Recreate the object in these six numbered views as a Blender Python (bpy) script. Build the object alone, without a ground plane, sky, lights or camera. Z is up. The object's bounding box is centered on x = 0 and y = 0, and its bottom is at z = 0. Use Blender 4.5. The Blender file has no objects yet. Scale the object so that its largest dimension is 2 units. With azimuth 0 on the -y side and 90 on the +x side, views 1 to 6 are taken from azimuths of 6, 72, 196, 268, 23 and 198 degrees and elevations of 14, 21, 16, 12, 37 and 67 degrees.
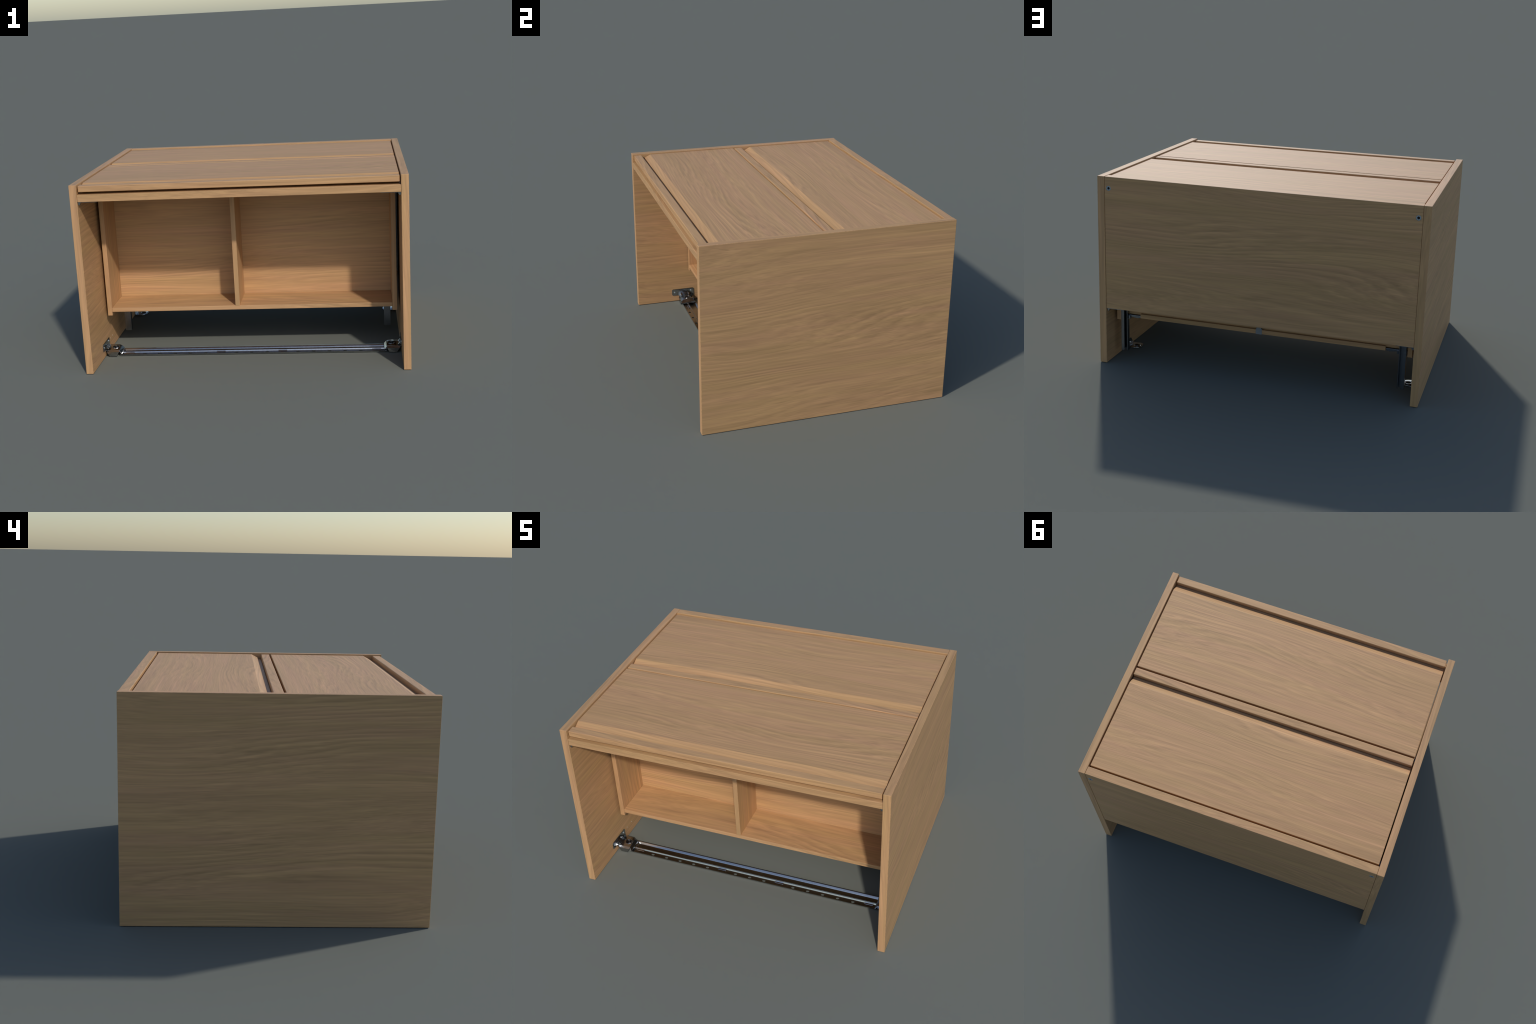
# Oak drawer unit lying on its back: drawer fronts face up, open back faces the ground.
import bpy, bmesh, math
from mathutils import Vector

# ------------------------------------------------------------------ sizes (metres)
H = 1.1885            # height of the side panels as the unit lies
HX, HY = 1.0, 0.7850 # half width, half depth
TS = 0.0445          # side panel thickness
XI = HX - TS         # inner face of the side panels
ZF = 1.1814          # upper face of the drawer fronts
TF = 0.0370          # thickness of drawer fronts and strips
XF = 0.9475          # half width of drawer fronts and strips
ZR0, ZR1 = 1.086, 1.129   # cross rails
YP = 0.7831           # outer faces of bottom panel and front rail, a hair inside the side edges
PITCH = 0.7525       # drawer 1 -> drawer 2

# ------------------------------------------------------------------ materials
def new_mat(name):
    m = bpy.data.materials.new(name)
    m.use_nodes = True
    nt = m.node_tree
    nt.nodes.clear()
    out = nt.nodes.new('ShaderNodeOutputMaterial')
    b = nt.nodes.new('ShaderNodeBsdfPrincipled')
    nt.links.new(b.outputs[0], out.inputs[0])
    return m, nt, b

def node(nt, kind, **kw):
    n = nt.nodes.new(kind)
    for k, v in kw.items():
        setattr(n, k, v)
    return n

def mathn(nt, op, a, b=None, c=None):
    n = nt.nodes.new('ShaderNodeMath'); n.operation = op
    for i, v in enumerate((a, b, c)):
        if v is None: continue
        if isinstance(v, (int, float)): n.inputs[i].default_value = v
        else: nt.links.new(v, n.inputs[i])
    return n.outputs[0]

def noise(nt, vec, scale, detail=2.0, rough=0.5, dist=0.0):
    n = nt.nodes.new('ShaderNodeTexNoise')
    n.inputs['Scale'].default_value = scale
    n.inputs['Detail'].default_value = detail
    n.inputs['Roughness'].default_value = rough
    n.inputs['Distortion'].default_value = dist
    nt.links.new(vec, n.inputs['Vector'])
    return n.outputs['Fac']

def ramp(nt, fac, stops):
    r = nt.nodes.new('ShaderNodeValToRGB')
    e = r.color_ramp.elements
    while len(e) < len(stops): e.new(0.5)
    for i, (p, c) in enumerate(stops):
        e[i].position = p; e[i].color = (*c, 1)
    nt.links.new(fac, r.inputs[0])
    return r.outputs[0]

WOOD = (0.525, 0.303, 0.141)   # mean base colour of the oak veneer (linear)

def wood(axis):
    """Oak veneer, grain running along one object axis."""
    m, nt, b = new_mat('oak_veneer_grain_' + 'xyz'[axis])
    L = nt.links
    tc = node(nt, 'ShaderNodeTexCoord')
    info = node(nt, 'ShaderNodeObjectInfo')
    off = mathn(nt, 'MULTIPLY', info.outputs['Random'], 61.0)
    add = node(nt, 'ShaderNodeVectorMath', operation='ADD')
    L.new(tc.outputs['Object'], add.inputs[0]); L.new(off, add.inputs[1])
    def stretched(along, across):
        mp = node(nt, 'ShaderNodeMapping')
        s = [across] * 3; s[axis] = along
        mp.inputs['Scale'].default_value = s
        L.new(add.outputs[0], mp.inputs['Vector'])
        return mp.outputs[0]
    # slow field that bends all lines gently
    field = noise(nt, stretched(0.40, 2.2), 1.0, 1.0, 0.35)
    bend = node(nt, 'ShaderNodeCombineXYZ')
    shift = mathn(nt, 'MULTIPLY', field, 0.33)
    for i in range(3):
        if i != axis: L.new(shift, bend.inputs[i])
    bent = node(nt, 'ShaderNodeVectorMath', operation='ADD')
    L.new(add.outputs[0], bent.inputs[0]); L.new(bend.outputs[0], bent.inputs[1])
    def lines(along, across, detail, k):
        """fine streaks along the grain with crisp light and dark sides, -0.5..0.5"""
        mp = node(nt, 'ShaderNodeMapping')
        sc_ = [across] * 3; sc_[axis] = along
        mp.inputs['Scale'].default_value = sc_
        L.new(bent.outputs[0], mp.inputs['Vector'])
        n = noise(nt, mp.outputs[0], 1.0, detail, 0.6)
        n = mathn(nt, 'MULTIPLY_ADD', mathn(nt, 'SUBTRACT', n, 0.5), k, 0.5)
        n.node.use_clamp = True
        return mathn(nt, 'SUBTRACT', n, 0.5)
    # growth lines: evenly spaced along the grain, here and there pointed cathedral figures
    sep = node(nt, 'ShaderNodeSeparateXYZ')
    L.new(bent.outputs[0], sep.inputs[0])
    o1, o2 = [i for i in range(3) if i != axis]
    cross = mathn(nt, 'ADD', sep.outputs[o1], sep.outputs[o2])
    waver = noise(nt, stretched(2.2, 11.0), 1.0, 2.0, 0.5)
    phase = mathn(nt, 'MULTIPLY_ADD', cross, 31.0, mathn(nt, 'MULTIPLY', waver, 1.7))
    saw = mathn(nt, 'FRACT', phase)
    edge = mathn(nt, 'MULTIPLY', mathn(nt, 'SUBTRACT', 1.0, saw), 3.5)
    edge.node.use_clamp = True
    tri = mathn(nt, 'MULTIPLY', saw, edge)
    # the figure only shows in some zones
    zone = noise(nt, stretched(0.9, 3.6), 1.3, 1.0)
    zone = mathn(nt, 'MULTIPLY', mathn(nt, 'SUBTRACT', zone, 0.37), 3.0)
    zone.node.use_clamp = True
    figure = mathn(nt, 'MULTIPLY', mathn(nt, 'SUBTRACT', tri, 0.36), zone)
    broad = lines(0.45, 20.0, 2.0, 2.6)
    streak = lines(0.9, 62.0, 2.0, 3.2)
    fibre = lines(4.0, 165.0, 1.0, 3.6)
    thin_light = lines(0.7, 80.0, 1.0, 1.0)     # a few crisp pale and dark hair lines
    thin_light = mathn(nt, 'MULTIPLY', mathn(nt, 'SUBTRACT', thin_light, 0.07), 9.0)
    thin_light.node.use_clamp = True
    thin_dark = lines(0.9, 100.0, 1.0, -1.0)
    thin_dark = mathn(nt, 'MULTIPLY', mathn(nt, 'SUBTRACT', thin_dark, 0.08), 9.0)
    thin_dark.node.use_clamp = True
    v = mathn(nt, 'MULTIPLY', figure, 0.33)
    v = mathn(nt, 'MULTIPLY_ADD', thin_light, 0.085, v)
    v = mathn(nt, 'MULTIPLY_ADD', thin_dark, -0.085, v)
    v = mathn(nt, 'MULTIPLY_ADD', broad, 0.14, v)
    v = mathn(nt, 'MULTIPLY_ADD', streak, 0.10, v)
    v = mathn(nt, 'MULTIPLY_ADD', fibre, 0.09, v)
    value = mathn(nt, 'ADD', v, 1.0)
    hue = noise(nt, stretched(0.9, 17.0), 1.0, 2.0, 0.5)
    r_, g_, b_ = WOOD
    tint = ramp(nt, hue, [(0.33, (r_*0.98, g_*1.0, b_*0.96)),
                          (0.5, (r_, g_, b_)),
                          (0.68, (r_*1.02, g_*0.99, b_*1.04))])
    sc = node(nt, 'ShaderNodeVectorMath', operation='SCALE')
    L.new(tint, sc.inputs[0]); L.new(value, sc.inputs['Scale'])
    L.new(sc.outputs[0], b.inputs['Base Color'])
    b.inputs['Roughness'].default_value = 0.55
    b.inputs['Specular IOR Level'].default_value = 0.45
    b.inputs['IOR'].default_value = 1.5
    bump = node(nt, 'ShaderNodeBump')
    bump.inputs['Strength'].default_value = 0.08
    bump.inputs['Distance'].default_value = 0.002
    L.new(mathn(nt, 'ADD', streak, fibre), bump.inputs['Height'])
    L.new(bump.outputs[0], b.inputs['Normal'])
    return m

OAK = [wood(0), wood(1), wood(2)]

def metal(name, col, rough):
    m, nt, b = new_mat(name)
    tc = node(nt, 'ShaderNodeTexCoord')
    n = noise(nt, tc.outputs['Object'], 90.0, 3.0, 0.6)
    b.inputs['Metallic'].default_value = 1.0
    c = ramp(nt, n, [(0.35, tuple(x*0.88 for x in col)), (0.65, col)])
    nt.links.new(c, b.inputs['Base Color'])
    nt.links.new(mathn(nt, 'MULTIPLY_ADD', n, 0.06, rough - 0.03), b.inputs['Roughness'])
    return m

STEEL = metal('zinc_plated_steel', (0.42, 0.43, 0.44), 0.20)
SLIDE = metal('drawer_slide_steel', (0.26, 0.28, 0.31), 0.26)
DARK = metal('near_black', (0.05, 0.04, 0.04), 0.5)
BRACE = metal('brace_steel', (0.48, 0.49, 0.50), 0.20)
def plain(name, col, rough):
    m, nt, b = new_mat(name)
    tc = node(nt, 'ShaderNodeTexCoord')
    n = noise(nt, tc.outputs['Object'], 60.0, 2.0)
    nt.links.new(ramp(nt, n, [(0.3, tuple(x*0.9 for x in col)), (0.7, col)]), b.inputs['Base Color'])
    b.inputs['Roughness'].default_value = rough
    return m
BOLT = plain('zinc_bolt', (0.36, 0.42, 0.44), 0.4)
PLASTIC = plain('grey_plastic', (0.26, 0.27, 0.285), 0.5)
STUD = plain('pale_shelf_pin', (0.62, 0.60, 0.55), 0.5)

# ------------------------------------------------------------------ building helpers
root = bpy.data.objects.new('drawer_unit', None)
root.empty_display_size = 0.2
bpy.context.collection.objects.link(root)
root['label'] = 'pale oak two-drawer unit lying on its open back'
root['category'] = 'drawer cabinet'

def finish(bm, name, parent, mats, bevel=0.0, segs=2, smooth=None):
    bmesh.ops.remove_doubles(bm, verts=bm.verts, dist=1e-6)
    bmesh.ops.recalc_face_normals(bm, faces=bm.faces)
    if bevel > 0:
        es = [e for e in bm.edges if len(e.link_faces) == 2 and e.calc_face_angle(0) > 0.3]
        bmesh.ops.bevel(bm, geom=es, offset=bevel, segments=segs, affect='EDGES', profile=0.5, clamp_overlap=True)
    me = bpy.data.meshes.new(name)
    bm.to_mesh(me); bm.free()
    ob = bpy.data.objects.new(name, me)
    bpy.context.collection.objects.link(ob)
    ob.parent = parent
    for m in mats: me.materials.append(m)
    if smooth is not None:
        for p in me.polygons: p.use_smooth = True
        me.set_sharp_from_angle(angle=math.radians(smooth))
    return ob

def grain_slots(bm, dims):
    """Give every face the veneer whose grain follows that face's longest side."""
    for f in bm.faces:
        n = f.normal
        k = max(range(3), key=lambda i: abs(n[i]))
        axes = [i for i in range(3) if i != k]
        f.material_index = max(axes, key=lambda i: dims[i])

def box_bm(x0, x1, y0, y1, z0, z1, bm=None):
    bm = bm or bmesh.new()
    vs = [bm.verts.new((x, y, z)) for x in (x0, x1) for y in (y0, y1) for z in (z0, z1)]
    for q in ((0,1,3,2), (4,6,7,5), (0,4,5,1), (2,3,7,6), (0,2,6,4), (1,5,7,3)):
        bm.faces.new([vs[i] for i in q])
    bmesh.ops.recalc_face_normals(bm, faces=bm.faces)
    return bm

def board(name, x0, x1, y0, y1, z0, z1, parent, bevel=0.0022):
    bm = box_bm(x0, x1, y0, y1, z0, z1)
    bm.normal_update()
    grain_slots(bm, (x1-x0, y1-y0, z1-z0))
    return finish(bm, name, parent, OAK, bevel)

def profile_x(pts, x0, x1, bm=None, closed=True):
    """Sweep a closed (y, z) profile along x."""
    bm = bm or bmesh.new()
    a = [bm.verts.new((x0, y, z)) for y, z in pts]
    c = [bm.verts.new((x1, y, z)) for y, z in pts]
    n = len(pts)
    for i in range(n):
        j = (i + 1) % n
        bm.faces.new((a[i], a[j], c[j], c[i]))
    bm.faces.new(a); bm.faces.new(list(reversed(c)))
    bmesh.ops.recalc_face_normals(bm, faces=bm.faces)
    return bm

def prism(outline, d0, d1, axis, bm=None):
    """Extrude a polygon given in the two axes other than `axis` from d0 to d1."""
    bm = bm or bmesh.new()
    def P(u, v, d):
        return {0: (d, u, v), 1: (u, d, v), 2: (u, v, d)}[axis]
    a = [bm.verts.new(P(u, v, d0)) for u, v in outline]
    c = [bm.verts.new(P(u, v, d1)) for u, v in outline]
    n = len(outline)
    for i in range(n):
        j = (i + 1) % n
        bm.faces.new((a[i], a[j], c[j], c[i]))
    bm.faces.new(a); bm.faces.new(list(reversed(c)))
    bmesh.ops.recalc_face_normals(bm, faces=bm.faces)
    return bm

def disc(cx, cy, r, n=20):
    return [(cx + r*math.cos(2*math.pi*i/n), cy + r*math.sin(2*math.pi*i/n)) for i in range(n)]

def cut(ob, cutter_bm):
    me = bpy.data.meshes.new('cutter')
    bmesh.ops.recalc_face_normals(cutter_bm, faces=cutter_bm.faces)
    cutter_bm.to_mesh(me); cutter_bm.free()
    c = bpy.data.objects.new('cutter', me)
    bpy.context.collection.objects.link(c)
    md = ob.modifiers.new('cut', 'BOOLEAN')
    md.operation = 'DIFFERENCE'; md.object = c; md.solver = 'EXACT'
    dg = bpy.context.evaluated_depsgraph_get()
    new = bpy.data.meshes.new_from_object(ob.evaluated_get(dg))
    ob.modifiers.clear()
    old = ob.data; nm = old.name
    ob.data = new; bpy.data.meshes.remove(old); new.name = nm
    bpy.data.objects.remove(c); bpy.data.meshes.remove(me)

# ------------------------------------------------------------------ carcass
for s in (-1, 1):
    a, b = sorted((s*XI, s*HX))
    board('side_panel', a, b, -HY, HY, 0.0, H, root)
JOINT = 0.0012
bottom = board('bottom_panel', -XI+JOINT, XI-JOINT, 0.7295, YP, 0.3605, H-0.0008, root)
board('cross_rail', -XI+JOINT, XI-JOINT, -YP, -0.655, ZR0, ZR1, root)
board('cross_rail', -XI+JOINT, XI-JOINT, -0.026, 0.095, ZR0, ZR1, root)
board('front_strip', -XF, XF, -0.7725, -0.7222, ZF-TF, ZF, root, 0.003)
board('front_strip', -XF, XF, -0.0235, 0.0292, ZF-TF, ZF, root, 0.003)


board('seam_filler', -XF, XF, 0.7190, 0.7290, 1.1330, 1.1440, root, 0.001)

# hex socket bolts that hold the bottom panel, sunk flush
BX, BZ, BR = 0.9290, 1.1172, 0.0150
c = bmesh.new()
for s in (-1, 1):
    prism(disc(s*BX, BZ, BR+0.0006, 28), YP-0.02, YP+0.01, 1, c)
cut(bottom, c)
for s in (-1, 1):
    bm = prism(disc(s*BX, BZ, BR, 28), YP-0.019, YP-0.0004, 1)
    ob = finish(bm, 'socket_bolt', root, [BOLT], 0.0012)
    cut(ob, prism([(s*BX+0.0092*math.cos(a+0.3*s), BZ+0.0092*math.sin(a+0.3*s)) for a in [k*math.pi/3 for k in range(6)]], YP-0.014, YP+0.01, 1))
    bm = prism(disc(s*BX, BZ, 0.0105, 12), YP-0.0185, YP-0.0125, 1)
    finish(bm, 'bolt_socket', ob, [DARK])

# ------------------------------------------------------------------ drawers
def drawer(dy):
    # front with the long slanted finger edge towards -y
    y0, y1 = -0.6990, -0.0355
    pts = [(y1, ZF), (y0+0.0415, ZF), (y0, ZF-0.0215), (y0+0.003, ZF-0.0305),
           (y0-0.0225, ZF-0.0305), (y0-0.0225, ZF-TF), (y1, ZF-TF)]
    bm = profile_x([(y+dy, z) for y, z in pts], -XF, XF)
    bm.normal_update(); grain_slots(bm, (3, 2, 1))
    for f in bm.faces:
        if abs(f.normal.x) > 0.9: f.material_index = 1
    front = finish(bm, 'drawer_front', root, OAK, 0.0018)
    yo, ye, yb = -0.395 + dy, -0.079 + dy, -0.1135 + dy
    xo, xi = 0.9350, 0.9057
    zs, zt = 0.2555, ZF - TF - 0.0005
    for s in (-1, 1):
        a, b = sorted((s*xi, s*xo))
        board('drawer_side', a, b, yo, ye, zs, zt, front, 0.0015)
    # back board of the box, notched at both corners for the slides
    z0, z1 = 0.2795, 0.3065
    nx, ny = 0.776, yb + 0.001
    xe = xi - 0.0006
    outline = [(-xe, yo+0.001), (xe, yo+0.001), (xe, ny), (nx, ny), (nx, ye), (-nx, ye), (-nx, ny), (-xe, ny)]
    bm = prism(outline, z0, z1, 2); bm.normal_update(); grain_slots(bm, (3, 2, 1))
    finish(bm, 'drawer_back', front, OAK, 0.0012)
    board('drawer_bottom', -xi-0.008, xi+0.008, yb, yb+0.016, 0.2955, zt, front, 0.0008)
    board('drawer_divider', -0.0945, -0.0655, yo, yb-0.0006, z1-0.003, zt, front, 0.0015)
    # small grey catch in the middle of the back board
    bm = prism([(-0.0195, 0.2785), (0.0195, 0.2785), (0.0195, 0.3110), (0.0145, 0.3150), (0.0145, 0.3225), (-0.0145, 0.3225), (-0.0145, 0.3150), (-0.0195, 0.3110)], ye-0.012, ye+0.004, 1)
    finish(bm, 'drawer_catch', front, [PLASTIC], 0.0015)
    # locking clips in the two notches
    for s in (-1, 1):
        bm = prism([(s*0.7775, 0.2785), (s*0.7775, 0.2925), (s*0.858, 0.2925), (s*0.858, 0.2815), (s*0.800, 0.2740)], ye-0.030, ye-0.008, 1)
        box_bm(*sorted((s*0.845, s*0.8565)), ye-0.024, ye+0.002, 0.2680, 0.2900, bm)
        box_bm(*sorted((s*0.8960, s*0.9035)), ye-0.030, ye+0.002, 0.2640, 0.2900, bm)
        finish(bm, 'locking_clip', front, [SLIDE], 0.0012)
    # slides: slotted channel below the box, flange reaching to the side panel
    ya, yz = ye-0.0175, ye+0.0125
    t = 0.003
    prof = [(0.859, ya), (0.901, ya), (0.901, yz), (0.881, yz), (0.881, yz-t), (0.901-t, yz-t), (0.901-t, ya+t),
            (0.859+t, ya+t), (0.859+t, yz-t), (0.8635, yz-t), (0.8635, yz), (0.859, yz)]
    for s in (-1, 1):
        bm = prism([(s*x, y) for x, y in prof], 0.056, 1.08, 2)
        ob = finish(bm, 'drawer_slide', root, [SLIDE], 0.0008)
        bm = prism([(s*x, y) for x, y in [(0.9012, ye+0.006), (0.952, ye+0.006), (0.952, ye-0.020), (0.955, ye-0.020), (0.955, ye+0.046), (0.952, ye+0.046), (0.952, ye+0.009), (0.9012, ye+0.009)]], 0.43, 1.075, 2)
        finish(bm, 'slide_flange', ob, [SLIDE], 0.0)

drawer(0.0)
drawer(PITCH)

# ------------------------------------------------------------------ corner plates under rail and bottom panel
def corner_plate(s, y0, y1, ztop, xin):
    bm = box_bm(*sorted((s*xin, s*(XI-0.001))), y0, y1, ztop-0.0035, ztop-0.0006)
    x = XI - 0.001
    out = [(s*x, ztop-0.002), (s*x, ztop-0.015), (s*(x-0.004), ztop-0.020), (s*(x-0.009), ztop-0.0205), (s*(x-0.014), ztop-0.012), (s*(x-0.018), ztop-0.002)]
    prism(out, y0+0.004, y0+0.030, 1, bm)
    finish(bm, 'corner_plate', root, [STEEL], 0.0006)
for s in (-1, 1):
    corner_plate(s, -0.778, -0.680, ZR0, 0.836)
    corner_plate(s, 0.742, 0.779, 0.3605, 0.848)

# ------------------------------------------------------------------ back brace: pressed steel rail close to the ground
def brace():
    t = 0.0026
    top = [(-0.4615, 0.0080), (-0.4345, 0.0075), (-0.4290, 0.0085), (-0.4255, 0.0158), (-0.4230, 0.0170),
           (-0.4200, 0.0160), (-0.4150, 0.0065), (-0.3800, 0.0055), (-0.3755, 0.0065), (-0.3670, 0.0180), (-0.3645, 0.0192), (-0.3605, 0.0188), (-0.3580, 0.0040)]
    low = [(y, max(z - t, 0.0012)) for y, z in reversed(top)] + [(-0.4590, 0.0012), (-0.4615, 0.0012)]
    bm = profile_x(top + low, -0.862, 0.862)
    bmesh.ops.remove_doubles(bm, verts=bm.verts, dist=1e-6)
    ob = finish(bm, 'brace_rail', root, [BRACE], 0.0, smooth=28)
    c = bmesh.new()
    slots = (-0.80, -0.2, 0.2, 0.80)
    for k in range(-7, 8):
        x = 0.1*k
        if min(abs(x - q) for q in slots) > 0.05:
            prism([(x+0.0115*math.cos(a), -0.4475+0.0085*math.sin(a)) for a in [2*math.pi*i/18 for i in range(18)]], -0.01, 0.03, 2, c)
    cut(ob, c)
    for x in slots:      # pressed slots in the slope
        bm = bmesh.new()
        pts = [(-0.4400, 0.0070), (-0.4380, 0.0090), (-0.4300, 0.0100), (-0.4262, 0.0150), (-0.4220, 0.0100)]
        profile_x(pts, x-0.028, x+0.028, bm)
        finish(bm, 'brace_slot', ob, [BRACE], 0.0012)
    return ob
brace()

def rounded(pts, r, n=5):
    """Round the corners of a polygon (r per corner)."""
    out = []
    m = len(pts)
    for i in range(m):
        p, a, b = Vector(pts[i]), Vector(pts[i-1]), Vector(pts[(i+1) % m])
        ri = r[i]
        if ri <= 0: out.append(tuple(p)); continue
        p0 = p + (a-p).normalized()*ri; p1 = p + (b-p).normalized()*ri
        for k in range(n+1):
            u = k/n
            q = p0*(1-u)**2 + p*2*u*(1-u) + p1*u**2
            out.append(tuple(q))
    return out

def front_bracket(s):
    xw = XI - 0.0008
    # wall plate with a forward ear
    plate = rounded([(-0.525, 0.097), (-0.355, 0.097), (-0.355, 0.034), (-0.470, 0.028), (-0.470, 0.046), (-0.525, 0.046)],
                    [0.012, 0.012, 0.004, 0.003, 0.006, 0.014])
    bm = prism(plate, s*(xw-0.0035), s*xw, 0)
    base = finish(bm, 'wall_bracket', root, [STEEL], 0.001, smooth=35)
    # raised hood with hole
    zt = 0.0505
    def tilt(bm):     # the hood falls away towards the front
        for v in bm.verts:
            v.co.z -= max(0.0, -0.419 - v.co.y) * 0.24
    hood = rounded([(s*(xw-0.003), -0.462), (s*(xw-0.003), -0.372), (s*0.866, -0.372), (s*0.862, -0.462)], [0, 0, 0.026, 0.004], 7)
    bm = prism(hood, zt-0.0045, zt, 2)
    bmesh.ops.bisect_plane(bm, geom=bm.verts[:]+bm.edges[:]+bm.faces[:], plane_co=(0, -0.419, 0), plane_no=(0, 1, 0))
    tilt(bm)
    ob = finish(bm, 'bracket_hood', base, [STEEL], 0.0012, smooth=35)
    cut(ob, prism(disc(s*0.8917, -0.4190, 0.0192, 28), 0, 0.1, 2))
    bm = prism(disc(s*0.8917, -0.4190, 0.0200, 20), zt-0.024, zt-0.014, 2)
    finish(bm, 'hole_shadow_disc', base, [DARK])  # near-black disc modelled for the shade inside the hood
    # collar round the hole, dished inwards
    bm = bmesh.new()
    rings = [(0.0232, zt+0.0003), (0.0222, zt+0.0018), (0.0200, zt+0.0005), (0.0188, zt-0.010), (0.0196, zt-0.010)]
    n = 32; R = []
    for r, z in rings:
        R.append([bm.verts.new((s*0.8917 + r*math.cos(2*math.pi*i/n), -0.4190 + r*math.sin(2*math.pi*i/n), z)) for i in range(n)])
    for a in range(len(R)):
        b2 = (a+1) % len(R)
        for i in range(n):
            bm.faces.new((R[a][i], R[a][(i+1) % n], R[b2][(i+1) % n], R[b2][i]))
    tilt(bm)
    finish(bm, 'hole_collar', base, [STEEL], 0.0, smooth=50)
    # front skirt: trapezoid falling to the ground
    bm = bmesh.new()
    def quad_slab(q, d):
        a = [bm.verts.new(p) for p in q]
        c = [bm.verts.new((p[0]+d[0], p[1]+d[1], p[2]+d[2])) for p in q]
        bm.faces.new(a); bm.faces.new(list(reversed(c)))
        for i in range(4):
            j = (i+1) % 4
            bm.faces.new((a[i], c[i], c[j], a[j]))
    quad_slab([(s*0.950, -0.461, 0.040), (s*0.863, -0.461, 0.040), (s*0.866, -0.474, 0.031), (s*0.944, -0.474, 0.031)], (0, 0.004, -0.004))
    quad_slab([(s*0.944, -0.474, 0.031), (s*0.866, -0.474, 0.031), (s*0.880, -0.476, 0.001), (s*0.926, -0.476, 0.001)], (0, 0.004, 0))
    # end lip towards the rail and rear skirt
    quad_slab([(s*0.863, -0.464, 0.039), (s*0.863, -0.385, 0.049), (s*0.848, -0.376, 0.030), (s*0.848, -0.476, 0.022)], (s*0.004, 0, 0))
    quad_slab([(s*0.848, -0.376, 0.031), (s*0.848, -0.476, 0.023), (s*0.846, -0.470, 0.014), (s*0.846, -0.372, 0.018)], (s*0.004, 0, 0))
    quad_slab([(s*0.950, -0.374, 0.047), (s*0.885, -0.374, 0.047), (s*0.885, -0.368, 0.012), (s*0.940, -0.368, 0.012)], (0, -0.004, 0))
    finish(bm, 'bracket_skirt', base, [STEEL], 0.0008)
    # two pressed ribs between wall plate and hood, plus screw heads
    for y in (-0.452, -0.395):
        bm = prism(rounded([(s*(xw-0.004), zt-0.004), (s*(xw-0.004), zt+0.016), (s*(xw-0.022), zt-0.004)], [0, 0.004, 0.004], 4), y-0.006, y+0.006, 1)
        finish(bm, 'bracket_rib', base, [STEEL], 0.0035, 3, smooth=60)
    for y, z in ((-0.505, 0.072), (-0.378, 0.078)):
        bm = prism(disc(y, z, 0.006, 16), s*(xw-0.006), s*(xw-0.003), 0)
        finish(bm, 'screw_head', base, [BOLT], 0.0012)

def rear_bracket(s):
    xw = XI - 0.0008
    plate = rounded([(0.432, 0.046), (0.500, 0.046), (0.500, 0.001), (0.404, 0.001), (0.404, 0.012)], [0.006, 0.01, 0, 0, 0.004])
    bm = prism(plate, s*(xw-0.0035), s*xw, 0)
    base = finish(bm, 'wall_bracket', root, [STEEL], 0.001, smooth=35)
    tongue = rounded([(s*(xw-0.003), 0.405), (s*(xw-0.003), 0.502), (s*0.862, 0.502), (s*0.862, 0.405)], [0, 0, 0.047, 0.047], 9)
    bm = prism(tongue, 0.0015, 0.0065, 2)
    ob = finish(bm, 'bracket_tongue', base, [STEEL], 0.0012, smooth=35)
    cut(ob, prism(disc(s*0.8955, 0.4580, 0.0150, 28), -0.1, 0.1, 2))
    bm = bmesh.new()
    rings = [(0.0225, 0.0064), (0.0205, 0.0095), (0.0180, 0.0095), (0.0150, 0.0060), (0.0180, 0.0030)]
    n = 32; R = []
    for r, z in rings:
        R.append([bm.verts.new((s*0.8955 + r*math.cos(2*math.pi*i/n), 0.4580 + r*math.sin(2*math.pi*i/n), z)) for i in range(n)])
    for a in range(len(R)):
        b2 = (a+1) % len(R)
        for i in range(n):
            bm.faces.new((R[a][i], R[a][(i+1) % n], R[b2][(i+1) % n], R[b2][i]))
    finish(bm, 'hole_collar', base, [STEEL], 0.0, smooth=50)
    bm = prism([(s*(xw-0.003), 0.006), (s*(xw-0.003), 0.014), (s*(xw-0.011), 0.006)], 0.410, 0.498, 1)
    finish(bm, 'bracket_fillet', base, [STEEL], 0.0)

for s in (-1, 1):
    front_bracket(s)
    rear_bracket(s)
    # small pins in the side panel behind the bracket
    for y, z in ((-0.251, 0.0738), (-0.315, 0.0748)):
        bm = prism(disc(y, z, 0.0028, 10), s*(XI-0.0012), s*(XI+0.003), 0)
        finish(bm, 'shelf_pin', root, [STUD])
